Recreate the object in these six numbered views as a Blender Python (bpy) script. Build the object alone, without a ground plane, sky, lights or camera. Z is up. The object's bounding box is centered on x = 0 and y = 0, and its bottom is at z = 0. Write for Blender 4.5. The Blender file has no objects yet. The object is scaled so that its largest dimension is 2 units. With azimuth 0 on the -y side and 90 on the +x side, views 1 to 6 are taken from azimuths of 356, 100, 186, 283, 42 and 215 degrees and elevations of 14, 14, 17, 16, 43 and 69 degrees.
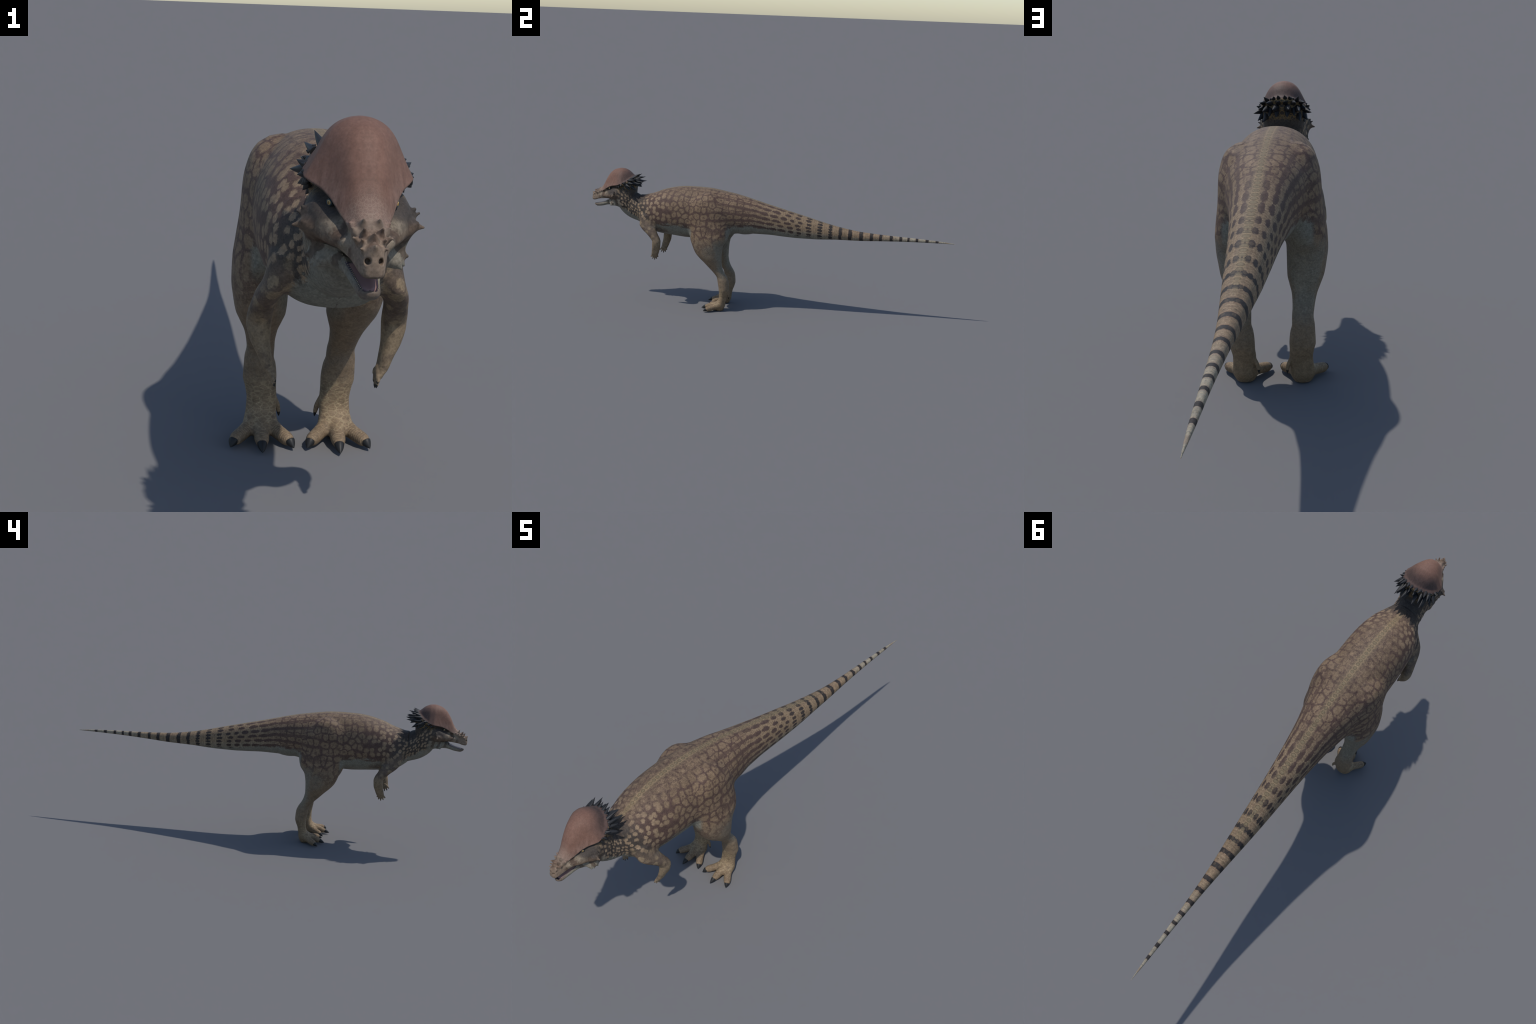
# A dome-skulled two-legged dinosaur, built as one smooth signed-distance body
# (profiles and sections per body part, blended), meshed, then cut into named parts.
import bpy, math, random
import numpy as np
from mathutils import Vector, Matrix

random.seed(7)
rng = np.random.default_rng(7)

# ------------------------------------------------------------------ profiles
def pchip(xs, ys, q):
    xs = np.asarray(xs, float); ys = np.asarray(ys, float)
    h = np.diff(xs); d = np.diff(ys) / h
    m = np.zeros_like(ys)
    m[0], m[-1] = d[0], d[-1]
    same = d[:-1] * d[1:] > 0
    w1 = 2 * h[1:] + h[:-1]; w2 = h[1:] + 2 * h[:-1]
    with np.errstate(divide='ignore', invalid='ignore'):
        hm = (w1 + w2) / (w1 / d[:-1] + w2 / d[1:])
    m[1:-1] = np.where(same, hm, 0)
    q = np.clip(q, xs[0], xs[-1])
    i = np.clip(np.searchsorted(xs, q) - 1, 0, len(xs) - 2)
    t = (q - xs[i]) / h[i]
    return ((2*t**3 - 3*t**2 + 1) * ys[i] + (t**3 - 2*t**2 + t) * h[i] * m[i]
            + (-2*t**3 + 3*t**2) * ys[i+1] + (t**3 - t**2) * h[i] * m[i+1])

def table(rows, q):
    a = np.array(rows, float)
    return [pchip(a[:, 0], a[:, k], q) for k in range(1, a.shape[1])]

# back line and belly line of the trunk and tail: y, z
BACK = [(-.72, .575), (-.70, .587), (-.656, .604), (-.60, .631), (-.55, .646), (-.50, .656), (-.45, .660),
        (-.40, .6605), (-.33, .658), (-.26, .648), (-.17, .632), (-.08, .610), (0, .589), (.1, .564),
        (.2, .539), (.3, .513), (.4, .4915), (.5, .477), (.6, .4705), (.7, .4665), (.8, .463), (.9, .458),
        (.96, .4535), (1.0, .449)]
BELLY = [(-.72, .47), (-.70, .44), (-.68, .422), (-.64, .404), (-.60, .395), (-.53, .388), (-.44, .381), (-.36, .382),
         (-.28, .393), (-.21, .411), (-.165, .421), (-.135, .4185), (-.105, .421), (-.08, .426), (0, .4265), (.08, .422),
         (.16, .419), (.25, .4195), (.37, .426), (.5, .429), (.62, .436), (.74, .442), (.86, .4455), (1.0, .4475)]
HALF = [(-.72, .045), (-.70, .068), (-.66, .094), (-.61, .111), (-.55, .118), (-.48, .1205), (-.40, .121), (-.34, .121), (-.27, .116),
        (-.2, .103), (-.1, .081), (0, .067), (.1, .0565), (.2, .0485), (.3, .041), (.4, .0325), (.5, .0235),
        (.6, .0165), (.7, .0122), (.8, .0088), (.9, .0062), (.96, .0035), (1.0, .001)]
# hind limb, by height: z, y front, y rear, x inner, x outer
LEG = [(-.004, -.258, -.226, .06, .098), (.004, -.265, -.223, .053, .105), (.012, -.268, -.220, .05, .108),
       (.03, -.266, -.216, .047, .112), (.05, -.256, -.212, .046, .1105), (.075, -.249, -.207, .0455, .109),
       (.10, -.2485, -.198, .047, .113), (.12, -.250, -.194, .047, .118), (.15, -.255, -.196, .05, .117),
       (.17, -.258, -.200, .055, .116), (.19, -.264, -.209, .055, .113), (.21, -.279, -.222, .056, .115),
       (.24, -.308, -.234, .054, .121), (.27, -.337, -.239, .046, .133), (.29, -.358, -.239, .041, .141),
       (.32, -.383, -.238, .04, .147), (.36, -.400, -.232, .04, .152), (.40, -.413, -.208, .038, .151),
       (.44, -.418, -.200, .03, .146), (.50, -.425, -.21, .02, .139), (.56, -.42, -.225, .02, .135),
       (.60, -.40, -.255, .03, .126), (.625, -.375, -.28, .05, .112), (.64, -.34, -.31, .07, .09)]
# fore limb, by height
ARM = [(.271, -.620, -.606, .085, .093), (.275, -.628, -.600, .083, .097), (.281, -.631, -.595, .083, .100),
       (.29, -.629, -.591, .087, .107), (.31, -.626, -.584, .091, .116), (.335, -.622, -.577, .094, .129),
       (.365, -.621, -.575, .093, .1355), (.385, -.634, -.581, .092, .134), (.40, -.648, -.590, .091, .131),
       (.43, -.683, -.606, .083, .124), (.45, -.698, -.62, .072, .116), (.475, -.70, -.632, .05, .108),
       (.50, -.695, -.645, .03, .098), (.515, -.68, -.66, .04, .07)]
# skull without dome: y, half width, z top, z bottom
SKULL = [(-1.0, .002, .569, .565), (-.998, .0095, .582, .5545), (-.99, .0148, .588, .5515), (-.98, .0172, .594, .5525),
         (-.965, .0210, .602, .5575), (-.95, .0245, .608, .561), (-.93, .0295, .615, .5635), (-.91, .0370, .622, .565),
         (-.885, .0485, .637, .558), (-.86, .0615, .647, .54), (-.84, .0650, .657, .527), (-.82, .0665, .664, .52), (-.80, .0655, .670, .512),
         (-.775, .060, .68, .535), (-.757, .048, .684, .58), (-.748, .028, .675, .62)]
# bony dome: y, half width of the rim, z top, z of the rim
DOME = [(-.968, .008, .603, .597), (-.962, .013, .6098, .599), (-.95, .0215, .6195, .604), (-.93, .0305, .645, .612),
        (-.91, .0395, .684, .625), (-.89, .048, .712, .637), (-.87, .058, .7275, .645), (-.85, .070, .7345, .650),
        (-.835, .0765, .7372, .6535), (-.82, .0765, .7365, .658), (-.80, .068, .7305, .6645), (-.785, .059, .722, .670),
        (-.77, .0475, .7085, .678), (-.758, .033, .699, .685), (-.75, .020, .693, .688), (-.745, .01, .690, .688)]
# lower jaw: y, half width, z top, z bottom
JAW = [(-.9875, .003, .531, .528), (-.985, .007, .5325, .5245), (-.98, .011, .534, .521), (-.97, .0150, .5365, .517),
       (-.955, .0168, .540, .518), (-.937, .0198, .545, .521), (-.92, .0240, .552, .526), (-.905, .0300, .562, .529),
       (-.89, .041, .568, .530), (-.87, .052, .572, .528), (-.85, .0590, .575, .525), (-.83, .058, .57, .521), (-.81, .050, .56, .515), (-.79, .03, .54, .51)]
# neck: y, z, half width, half thickness
NECK = [(-.655, .508, .088, .088), (-.695, .515, .071, .077), (-.719, .520, .0635, .071), (-.747, .528, .061, .0695),
        (-.775, .546, .0595, .069), (-.795, .572, .058, .063), (-.806, .600, .054, .048)]

# ------------------------------------------------------------------ grid field
XS = .0012
X = np.concatenate([(np.arange(-3, 80) + .5) * XS, np.arange(79.5 * XS + .0021, .166, .0021)])
Y = np.concatenate([np.arange(-1.008, -.70, .0012), np.arange(-.70, -.18, .0022), np.arange(-.18, 1.006, .0034)])
Z = np.concatenate([np.arange(-.010, .50, .0021), np.arange(.50, .746, .0013)])
F = np.full((len(X), len(Y), len(Z)), 1.0, np.float32)

def block(lo, hi):
    sl, co = [], []
    for ax, a, b in zip((X, Y, Z), lo, hi):
        i0 = max(0, np.searchsorted(ax, a) - 1); i1 = min(len(ax), np.searchsorted(ax, b) + 1)
        sl.append(slice(i0, i1)); co.append(ax[i0:i1])
    return tuple(sl), (np.abs(co[0])[:, None, None].astype(np.float32), co[1][None, :, None].astype(np.float32),
                       co[2][None, None, :].astype(np.float32)), co

def to_distance(r, co, axis=None):
    """first-order distance; the slope along the section axis is limited so ends do not bulge"""
    g = np.gradient(r, *[c.astype(np.float32) for c in co])
    if axis is None:
        n = np.sqrt(g[0]**2 + g[1]**2 + g[2]**2)
    else:
        o = [g[k] for k in range(3) if k != axis]
        q = o[0]**2 + o[1]**2
        n = np.sqrt(q + np.minimum(g[axis]**2, q))
    return np.clip((r - 1) / np.maximum(n, 4.0), -.06, .06)

def smin(a, b, k):
    h = np.maximum(k - np.abs(a - b), 0) / k
    return np.minimum(a, b) - h * h * k * .25

def union(sl, f, k):
    F[sl] = smin(F[sl], f, k)

def carve(sl, f, k):
    F[sl] = -smin(-F[sl], f, k)

def y_sections(y, w, zt, zb, zc_frac, n_top, n_bot, x, z):
    zc = zb + (zt - zb) * zc_frac
    up = z > zc
    h = np.where(up, zt - zc, zc - zb)
    n = np.where(up, n_top, n_bot)
    return ((x / w)**n + (np.abs(z - zc) / np.maximum(h, 1e-4))**n)**(1 / n)

def shape_y(rows, pad, frac, nt, nb, k, lo_z, hi_z, hi_x):
    sl, (x, y, z), co = block((-.01, rows[0][0], lo_z), (hi_x, rows[-1][0], hi_z))
    w, zt, zb = [a.astype(np.float32) for a in table(rows, y)]
    r = y_sections(y, w, zt, zb, frac(y).astype(np.float32) if callable(frac) else frac, nt, nb, x, z)
    outside = (y < rows[0][0]) | (y > rows[-1][0])
    f = to_distance(r, co, 1)
    f = np.where(outside, np.maximum(f, .004), f)
    return sl, f, (x, y, z), co

def shape_z(rows, k, n=2.15):
    a = np.array(rows)
    sl, (x, y, z), co = block((-.01, a[:, 1].min() - .05, a[0, 0] - .004), (a[:, 4].max() + .04, a[:, 2].max() + .05, a[-1, 0] + .03))
    yf, yr, xi, xo = [v.astype(np.float32) for v in table(rows, z)]
    r = ((np.abs(x - (xi + xo) / 2) / ((xo - xi) / 2))**n + (np.abs(y - (yf + yr) / 2) / ((yr - yf) / 2))**n)**(1 / n)
    over = np.maximum(a[0, 0] - z, z - a[-1, 0])
    f = to_distance(r, co, 2)
    f = np.where(over > 0, np.maximum(f, over), f)
    return sl, f

def tube(points, k, squash=(1, 1, 1), carve_it=False):
    """round-sectioned limb through points (x, y, z, radius), resampled smoothly"""
    p = np.array(points, float)
    t = np.arange(len(p)); q = np.linspace(0, len(p) - 1, (len(p) - 1) * 4 + 1)
    s = np.stack([pchip(t, p[:, i], q) for i in range(4)], 1)
    m = p[:, 3].max() + .02
    sl, (x, y, z), co = block(p[:, :3].min(0) - m, p[:, :3].max(0) + m)
    best = None
    for a, b in zip(s[:-1], s[1:]):
        d = b[:3] - a[:3]; L = float(d @ d) + 1e-12
        tt = np.clip(((x - a[0]) * d[0] + (y - a[1]) * d[1] + (z - a[2]) * d[2]) / L, 0, 1)
        dist = np.sqrt(((x - a[0] - tt * d[0]) * squash[0])**2 + ((y - a[1] - tt * d[1]) * squash[1])**2
                       + ((z - a[2] - tt * d[2]) * squash[2])**2) - (a[3] + tt * (b[3] - a[3]))
        best = dist if best is None else np.minimum(best, dist)
    best = best.astype(np.float32)
    if carve_it: carve(sl, best, k)
    else: union(sl, best, k)

# trunk and tail
ty = sorted({r[0] for r in BACK} | {r[0] for r in BELLY} | {r[0] for r in HALF})
TRUNK = [(y, float(table(HALF, y)[0]), float(table(BACK, y)[0]), float(table(BELLY, y)[0])) for y in ty]
sl, f, (x, y, z), co = shape_y(TRUNK, 0, .47, 2.25, 2.2, 0, .37, .68, .17)
F[sl] = np.minimum(F[sl], f)
# neck, an elliptical tube in the plane of symmetry
nk = np.array(NECK); tq = np.linspace(0, len(nk) - 1, 26)
ns = np.stack([pchip(np.arange(len(nk)), nk[:, i], tq) for i in range(4)], 1)
sl, (x, y, z), co = block((-.01, -.90, .42), (.12, -.58, .70))
bd = np.full(np.broadcast_shapes(x.shape, y.shape, z.shape), 9., np.float32); br = bd.copy()
for a, b in zip(ns[:-1], ns[1:]):
    d = b[:2] - a[:2]
    tt = np.clip(((y - a[0]) * d[0] + (z - a[1]) * d[1]) / (d @ d), 0, 1)
    e = np.sqrt((y - a[0] - tt * d[0])**2 + (z - a[1] - tt * d[1])**2)
    wx = a[2] + tt * (b[2] - a[2]); wn = a[3] + tt * (b[3] - a[3])
    r = np.sqrt((x / wx)**2 + (e / wn)**2)
    near = (e < bd[:1]) & np.ones_like(bd, bool)
    br = np.where(near, r, br); bd = np.where(near, e, bd)
neck_f = to_distance(br, co)
union(sl, neck_f, .036)
# limbs
sl, f = shape_z(LEG, 0); union(sl, f, .022)
sl, f = shape_z(ARM, 0); union(sl, f, .02)
# toes and hallux
TOES = [[(.079, -.238, .032, .021), (.079, -.278, .0225, .0168), (.079, -.305, .0160, .0150), (.079, -.3205, .0122, .0100)],
        [(.090, -.242, .030, .019), (.112, -.275, .0195, .0150), (.129, -.2965, .0142, .0142), (.1350, -.3045, .0122, .0100)],
        [(.068, -.242, .030, .019), (.0455, -.275, .0195, .0150), (.0285, -.2975, .0142, .0142), (.0225, -.3055, .0122, .0100)]]
for t in TOES: tube(t, .012)
tube([(.050, -.220, .072, .006), (.0425, -.220, .055, .0058), (.0395, -.2205, .042, .0045)], .004)
# hand
FINGERS = [((-.628, .2795), (-.6365, .2705)), ((-.6205, .275), (-.6275, .2590)), ((-.6125, .274), (-.6145, .2540)),
           ((-.605, .276), (-.6025, .2595)), ((-.599, .281), (-.5945, .2720))]
HANDX = .0885
for (b, tip) in FINGERS:
    tube([(HANDX + .003, -.613, .290, .006), (HANDX, b[0], b[1], .0046),
          (HANDX - .001, b[0] * .35 + tip[0] * .65, b[1] * .35 + tip[1] * .65, .0034)], .002)
# skull, jaw, dome
skull_mid = lambda y: .22 + .32 * np.clip((y + .935) / .07, 0, 1)      # lips are the widest line of the snout
sl, f, c, co = shape_y(SKULL, 0, skull_mid, 2.3, 3.1, 0, .50, .70, .10); union(sl, f, .012)
sl, f, c, co = shape_y(JAW, 0, .55, 2.6, 2.2, 0, .50, .59, .09); union(sl, f, .006)
sl, (x, y, z), co = block((-.01, DOME[0][0], .57), (.11, DOME[-1][0], .745))
w, zt, zr = [a.astype(np.float32) for a in table(DOME, y)]
hb = np.clip((zt - zr) * .5, .004, .014)
up = z > zr
tt = np.clip((z - zr) / np.maximum(zt - zr, 1e-3), 0, 1)
wn = w * (1 - .58 * tt * (1 - tt))            # slight waist between brim and crown
r = ((x / wn)**1.9 + (np.abs(z - zr) / np.where(up, zt - zr, hb))**1.9)**(1 / 1.9)
f = to_distance(r, co, 1)
f = np.where((y < DOME[0][0]) | (y > DOME[-1][0]), np.maximum(f, .004), f)
union(sl, f, .008)
# frill shelf behind the dome that carries the spikes
tube([(0, -.757, .690, .008), (.025, -.760, .688, .008), (.044, -.770, .680, .008), (.057, -.785, .668, .008), (.067, -.808, .656, .007)], .010)
tube([(0, -.757, .662, .011), (.028, -.760, .658, .011), (.047, -.772, .648, .010), (.059, -.793, .640, .008)], .016)
# cheek ridge and jaw flange
tube([(.030, -.935, .584, .004), (.043, -.907, .584, .0065), (.055, -.884, .586, .0075), (.067, -.864, .5895, .0066), (.069, -.846, .594, .0055)], .018)
tube([(.038, -.905, .594, .008), (.049, -.880, .602, .011), (.056, -.856, .612, .013), (.056, -.835, .618, .012)], .016)
tube([(.065, -.860, .588, .007), (.060, -.856, .570, .008), (.054, -.860, .550, .008)], .020)
tube([(.050, -.875, .543, .005), (.056, -.862, .545, .0065), (.053, -.845, .546, .006)], .012)
tube([(.062, -.842, .60, .009), (.060, -.825, .57, .009), (.056, -.81, .54, .009)], .02)
# blunt skin-covered horns on the snout, cheeks and jaw: tip, base, radius
NOSE = [((.017, -.988, .589), (.0105, -.981, .586), .0040), ((.0155, -.983, .600), (.0105, -.974, .592), .0042),
        ((.025, -.974, .600), (.0165, -.966, .594), .0048), ((.012, -.977, .613), (.0095, -.966, .600), .0056),
        ((.0245, -.957, .609), (.0185, -.952, .601), .0056), ((.0265, -.945, .613), (.0215, -.941, .608), .0046),
        ((.0105, -.960, .621), (.0095, -.951, .609), .0062)]
NOSE += [((0, -.9865, .6085), (0, -.973, .592), .0085), ((0, -.9990, .5955), (0, -.985, .582), .0100)]
CHEEK = [((.0915, -.857, .589), (.072, -.862, .5925), .0085), ((.0855, -.850, .608), (.069, -.853, .600), .0055),
         ((.0785, -.852, .6145), (.067, -.853, .606), .0050), ((.080, -.868, .597), (.067, -.870, .591), .0055)]
JAWHORN = [((.065, -.868, .5375), (.056, -.866, .545), .0060), ((.071, -.862, .549), (.058, -.858, .551), .0065),
           ((.067, -.853, .5385), (.057, -.850, .547), .0060), ((.060, -.876, .535), (.052, -.874, .541), .0050)]
HORNS = [('nose_horn', *h) for h in NOSE] + [('cheek_horn', *h) for h in CHEEK] + [('jaw_horn', *h) for h in JAWHORN]
for kind, tip, base, r in HORNS:
    p0, p1 = np.array(base), np.array(tip)
    at = lambda t, q: (*(p0 + (p1 - p0) * t), q)
    if kind == 'nose_horn': r *= 1.18
    tube([at(-.3, r * 1.15), at(.25, r * .82), at(.62, r * .47), at(.97, .0017)], .0045 if kind == 'nose_horn' else .007)
# mouth trough in the lower jaw, mouth slit, nostrils, eye sockets
sl, (x, y, z), co = block((-.01, -.984, .515), (.05, -.885, .59))
w, zt, zb = table(JAW, y)
f = np.sqrt((x / np.maximum(w - .0030, .002))**2 + ((z - zt - .002) / .0115)**2).astype(np.float32)
f = to_distance(f, co); f = np.maximum(f, np.maximum(-.9815 - y, y + .893).astype(np.float32))
carve(sl, f, .002)
sl, (x, y, z), co = block((-.01, -.94, .54), (.06, -.86, .59))
f = np.maximum(np.abs(z - (.5655 + (y + .906) * .12)) - np.clip((-.868 - y) * .045, .0, .004), np.maximum(-.93 - y, y + .868)) + 0 * x
carve(sl, f.astype(np.float32), .001)
tube([(.0082, -1.001, .5765, .0042), (.0086, -.9945, .5745, .0038), (.0080, -.987, .5735, .0026)], .0015, (1.0, 1, .85), True)
EYE = (.0424, -.8855, .6275)
tube([(EYE[0] + .010, EYE[1], EYE[2], .0058), (EYE[0] + .004, EYE[1], EYE[2], .0056)], .003, (1, .85, 1.15), True)
# flat soles
F = np.maximum(F, (.0004 - Z)[None, None, :].astype(np.float32))

# ------------------------------------------------------------------ surface nets (half body, mirrored)
def surface(F):
    inside = F < 0
    ca = None
    cnt = np.zeros(tuple(s - 1 for s in F.shape), np.int8)
    for dx in (0, 1):
        for dy in (0, 1):
            for dz in (0, 1):
                cnt += inside[dx:dx + F.shape[0] - 1, dy:dy + F.shape[1] - 1, dz:dz + F.shape[2] - 1]
    act = (cnt > 0) & (cnt < 8)
    I = np.argwhere(act)
    idx = np.full(act.shape, -1, np.int32); idx[act] = np.arange(len(I))
    acc = np.zeros((len(I), 3)); num = np.zeros(len(I))
    corners = [(a, b, c) for a in (0, 1) for b in (0, 1) for c in (0, 1)]
    vals = {c: F[I[:, 0] + c[0], I[:, 1] + c[1], I[:, 2] + c[2]].astype(np.float64) for c in corners}
    for c in corners:
        for ax in range(3):
            if c[ax] == 0:
                d = list(c); d[ax] = 1; d = tuple(d)
                a, b = vals[c], vals[d]
                m = (a < 0) != (b < 0)
                t = np.where(m, a / np.where(a == b, 1, a - b), 0)
                for k in range(3):
                    acc[:, k] += np.where(m, (t if k == ax else c[k]), 0)
                num += m
    acc /= num[:, None]
    P = np.empty_like(acc)
    for k, A in enumerate((X, Y, Z)):
        P[:, k] = A[I[:, k]] + acc[:, k] * (A[I[:, k] + 1] - A[I[:, k]])
    quads = []
    for ax in range(3):
        o = [k for k in range(3) if k != ax]
        s0 = [slice(None)] * 3; s1 = [slice(None)] * 3
        s0[ax] = slice(0, -1); s1[ax] = slice(1, None)
        a, b = inside[tuple(s0)], inside[tuple(s1)]
        E = np.argwhere(a != b)
        E = E[(E[:, o[0]] > 0) & (E[:, o[1]] > 0) & (E[:, o[0]] < F.shape[o[0]] - 1) & (E[:, o[1]] < F.shape[o[1]] - 1)]
        flip = a[tuple(E.T)]
        def v(du, dv):
            J = E.copy(); J[:, o[0]] -= du; J[:, o[1]] -= dv
            return idx[tuple(J.T)]
        q = np.stack([v(1, 1), v(0, 1), v(0, 0), v(1, 0)], 1)
        if ax == 1: flip = ~flip
        q[~flip] = q[~flip][:, ::-1]
        quads.append(q)
    return P, np.concatenate(quads), I

P, Q, I = surface(F)
mid = 2                                   # the cell column that straddles x = 0
keep_v = I[:, 0] >= mid
Qh = Q[(keep_v[Q]).all(1) & (Q >= 0).all(1)]
on_axis = I[:, 0] == mid
P[on_axis, 0] = 0
used = np.zeros(len(P), bool); used[Qh] = True
new = np.full(len(P), -1); new[used] = np.arange(used.sum())
Ph = P[used]; Qh = new[Qh]; axh = on_axis[used]
nh = len(Ph)
mir = np.arange(nh); off = np.where(~axh)[0]; mir[off] = nh + np.arange(len(off))
V = np.concatenate([Ph, Ph[off] * [-1, 1, 1]])
FQ = np.concatenate([Qh, mir[Qh][:, ::-1]])
del F

# relax the net (keeps volume: one inward step, one outward step)
Ed = np.concatenate([FQ[:, [0, 1]], FQ[:, [1, 2]], FQ[:, [2, 3]], FQ[:, [3, 0]]])
deg = np.bincount(Ed.ravel(), minlength=len(V))
def lap(V):
    s = np.stack([np.bincount(Ed[:, 0], V[Ed[:, 1], k], len(V)) + np.bincount(Ed[:, 1], V[Ed[:, 0], k], len(V)) for k in range(3)], 1)
    return s / deg[:, None] - V
for lam in (.55, -.57) * 4:
    V = V + lam * lap(V)
V[:, 2] = np.maximum(V[:, 2], 0.0)

# skin folds on the throat and neck, toe creases: relief along the normal
def normals(V):
    a = V[FQ[:, 2]] - V[FQ[:, 0]]; b = V[FQ[:, 3]] - V[FQ[:, 1]]
    n = np.cross(a, b)
    N = np.stack([np.bincount(FQ.ravel(), np.repeat(n[:, k], 4), len(V)) for k in range(3)], 1)
    return N / np.maximum(np.linalg.norm(N, axis=1), 1e-12)[:, None]
def ss(x, a, b):
    t = np.clip((x - a) / (b - a), 0, 1); return t * t * (3 - 2 * t)
N = normals(V)
x_, y_, z_ = np.abs(V[:, 0]), V[:, 1], V[:, 2]
along = y_ * .55 + z_ * .83
neck_m = ss(y_, -.86, -.82) * (1 - ss(y_, -.72, -.67)) * (1 - ss(z_, .57, .61)) * ss(x_, .015, .04)
fold = np.sin((y_ - .45 * z_) * 330 + 2.2 * np.sin(z_ * 70) + 25 * x_)
disp = .00045 * neck_m * fold
toe_m = (1 - ss(z_, .03, .045)) * (1 - ss(y_, -.262, -.255)) * ss(z_, .006, .014)
disp += .00035 * toe_m * np.sin(np.hypot(x_ - .079, y_ + .225) * 1900)
V = V + N * disp[:, None]
N = normals(V)
C = V[FQ].mean(1)

# ------------------------------------------------------------------ node helper
class S:
    """a node socket with arithmetic"""
    def __init__(s, t, o): s.t, s.o = t, o
    def _m(s, op, b=None, c=None, clamp=False):
        n = s.t.nodes.new('ShaderNodeMath'); n.operation = op; n.use_clamp = clamp
        for i, v in enumerate((s, b, c)):
            if v is None: continue
            if isinstance(v, S): s.t.links.new(v.o, n.inputs[i])
            else: n.inputs[i].default_value = v
        return S(s.t, n.outputs[0])
    def __add__(s, b): return s._m('ADD', b)
    __radd__ = __add__
    def __sub__(s, b): return s._m('SUBTRACT', b)
    def __rsub__(s, b): return (s * -1) + b
    def __mul__(s, b): return s._m('MULTIPLY', b)
    __rmul__ = __mul__
    def __truediv__(s, b): return s._m('DIVIDE', b)
    def abs(s): return s._m('ABSOLUTE')
    def sin(s): return s._m('SINE')
    def fract(s): return s._m('FRACT')
    def floor(s): return s._m('FLOOR')
    def max(s, b): return s._m('MAXIMUM', b)
    def min(s, b): return s._m('MINIMUM', b)
    def pow(s, b): return s._m('POWER', b)
    def sqrt(s): return s._m('SQRT')
    def inv(s): return 1 - s
    def step(s, a, b):
        n = s.t.nodes.new('ShaderNodeMapRange'); n.interpolation_type = 'SMOOTHSTEP'
        rev = a > b
        s.t.links.new(s.o, n.inputs['Value'])
        n.inputs['From Min'].default_value = min(a, b); n.inputs['From Max'].default_value = max(a, b)
        n.inputs['To Min'].default_value = 1 if rev else 0; n.inputs['To Max'].default_value = 0 if rev else 1
        return S(s.t, n.outputs['Result'])
    def band(s, a, b, soft): return s.step(a - soft, a + soft) * s.step(b + soft, b - soft)
    def curve(s, pts):
        """piecewise smooth function through (x, y) points"""
        x0, x1 = pts[0][0], pts[-1][0]
        lo, hi = min(p[1] for p in pts), max(p[1] for p in pts)
        n = s.t.nodes.new('ShaderNodeFloatCurve')
        u = (s - x0) / (x1 - x0)
        s.t.links.new(u.o, n.inputs['Value'])
        c = n.mapping.curves[0]
        while len(c.points) > 2: c.points.remove(c.points[1])
        k = (hi - lo) or 1
        c.points[0].location = (0, (pts[0][1] - lo) / k); c.points[1].location = (1, (pts[-1][1] - lo) / k)
        for p in pts[1:-1]: c.points.new((p[0] - x0) / (x1 - x0), (p[1] - lo) / k)
        for p in c.points: p.handle_type = 'AUTO_CLAMPED'
        n.mapping.update()
        return S(s.t, n.outputs[0]) * k + lo

def atan2(a, b): return a._m('ARCTAN2', b)
def vec(t, x, y, z):
    n = t.nodes.new('ShaderNodeCombineXYZ')
    for i, v in enumerate((x, y, z)):
        if isinstance(v, S): t.links.new(v.o, n.inputs[i])
        else: n.inputs[i].default_value = v
    return S(t, n.outputs[0])
def noise(v, scale, detail=2, rough=.55, off=0):
    n = v.t.nodes.new('ShaderNodeTexNoise'); n.noise_dimensions = '4D'
    v.t.links.new(v.o, n.inputs['Vector']); n.inputs['W'].default_value = off
    n.inputs['Scale'].default_value = scale; n.inputs['Detail'].default_value = detail; n.inputs['Roughness'].default_value = rough
    return S(v.t, n.outputs[0])
def voronoi(v, scale=1, feature='F1', rand=1, out='Distance', dims='3D'):
    n = v.t.nodes.new('ShaderNodeTexVoronoi'); n.feature = feature; n.voronoi_dimensions = dims
    v.t.links.new(v.o, n.inputs['Vector']); n.inputs['Scale'].default_value = scale; n.inputs['Randomness'].default_value = rand
    return S(v.t, n.outputs[out])
def mix(fac, a, b):
    t = next(v.t for v in (fac, a, b) if isinstance(v, S))
    n = t.nodes.new('ShaderNodeMix'); n.data_type = 'RGBA'
    for k, v in ((0, fac), (6, a), (7, b)):
        if isinstance(v, S): t.links.new(v.o, n.inputs[k])
        else: n.inputs[k].default_value = v if k == 0 else (*v, 1)
    return S(t, n.outputs[2])
def scale_colour(c, f):
    n = c.t.nodes.new('ShaderNodeMix'); n.data_type = 'RGBA'; n.blend_type = 'MULTIPLY'; n.inputs[0].default_value = 1
    c.t.links.new(c.o, n.inputs[6]); c.t.links.new(f.o, n.inputs[7])
    return S(c.t, n.outputs[2])
def material(name, rough=.6, spec=.3):
    m = bpy.data.materials.new(name); m.use_nodes = True
    t = m.node_tree; b = t.nodes['Principled BSDF']
    b.inputs['Roughness'].default_value = rough; b.inputs['Specular IOR Level'].default_value = spec
    return m, t, b
def coords(t):
    n = t.nodes.new('ShaderNodeTexCoord'); s = t.nodes.new('ShaderNodeSeparateXYZ')
    t.links.new(n.outputs['Object'], s.inputs[0])
    return S(t, n.outputs['Object']), S(t, s.outputs[0]), S(t, s.outputs[1]), S(t, s.outputs[2])
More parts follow.
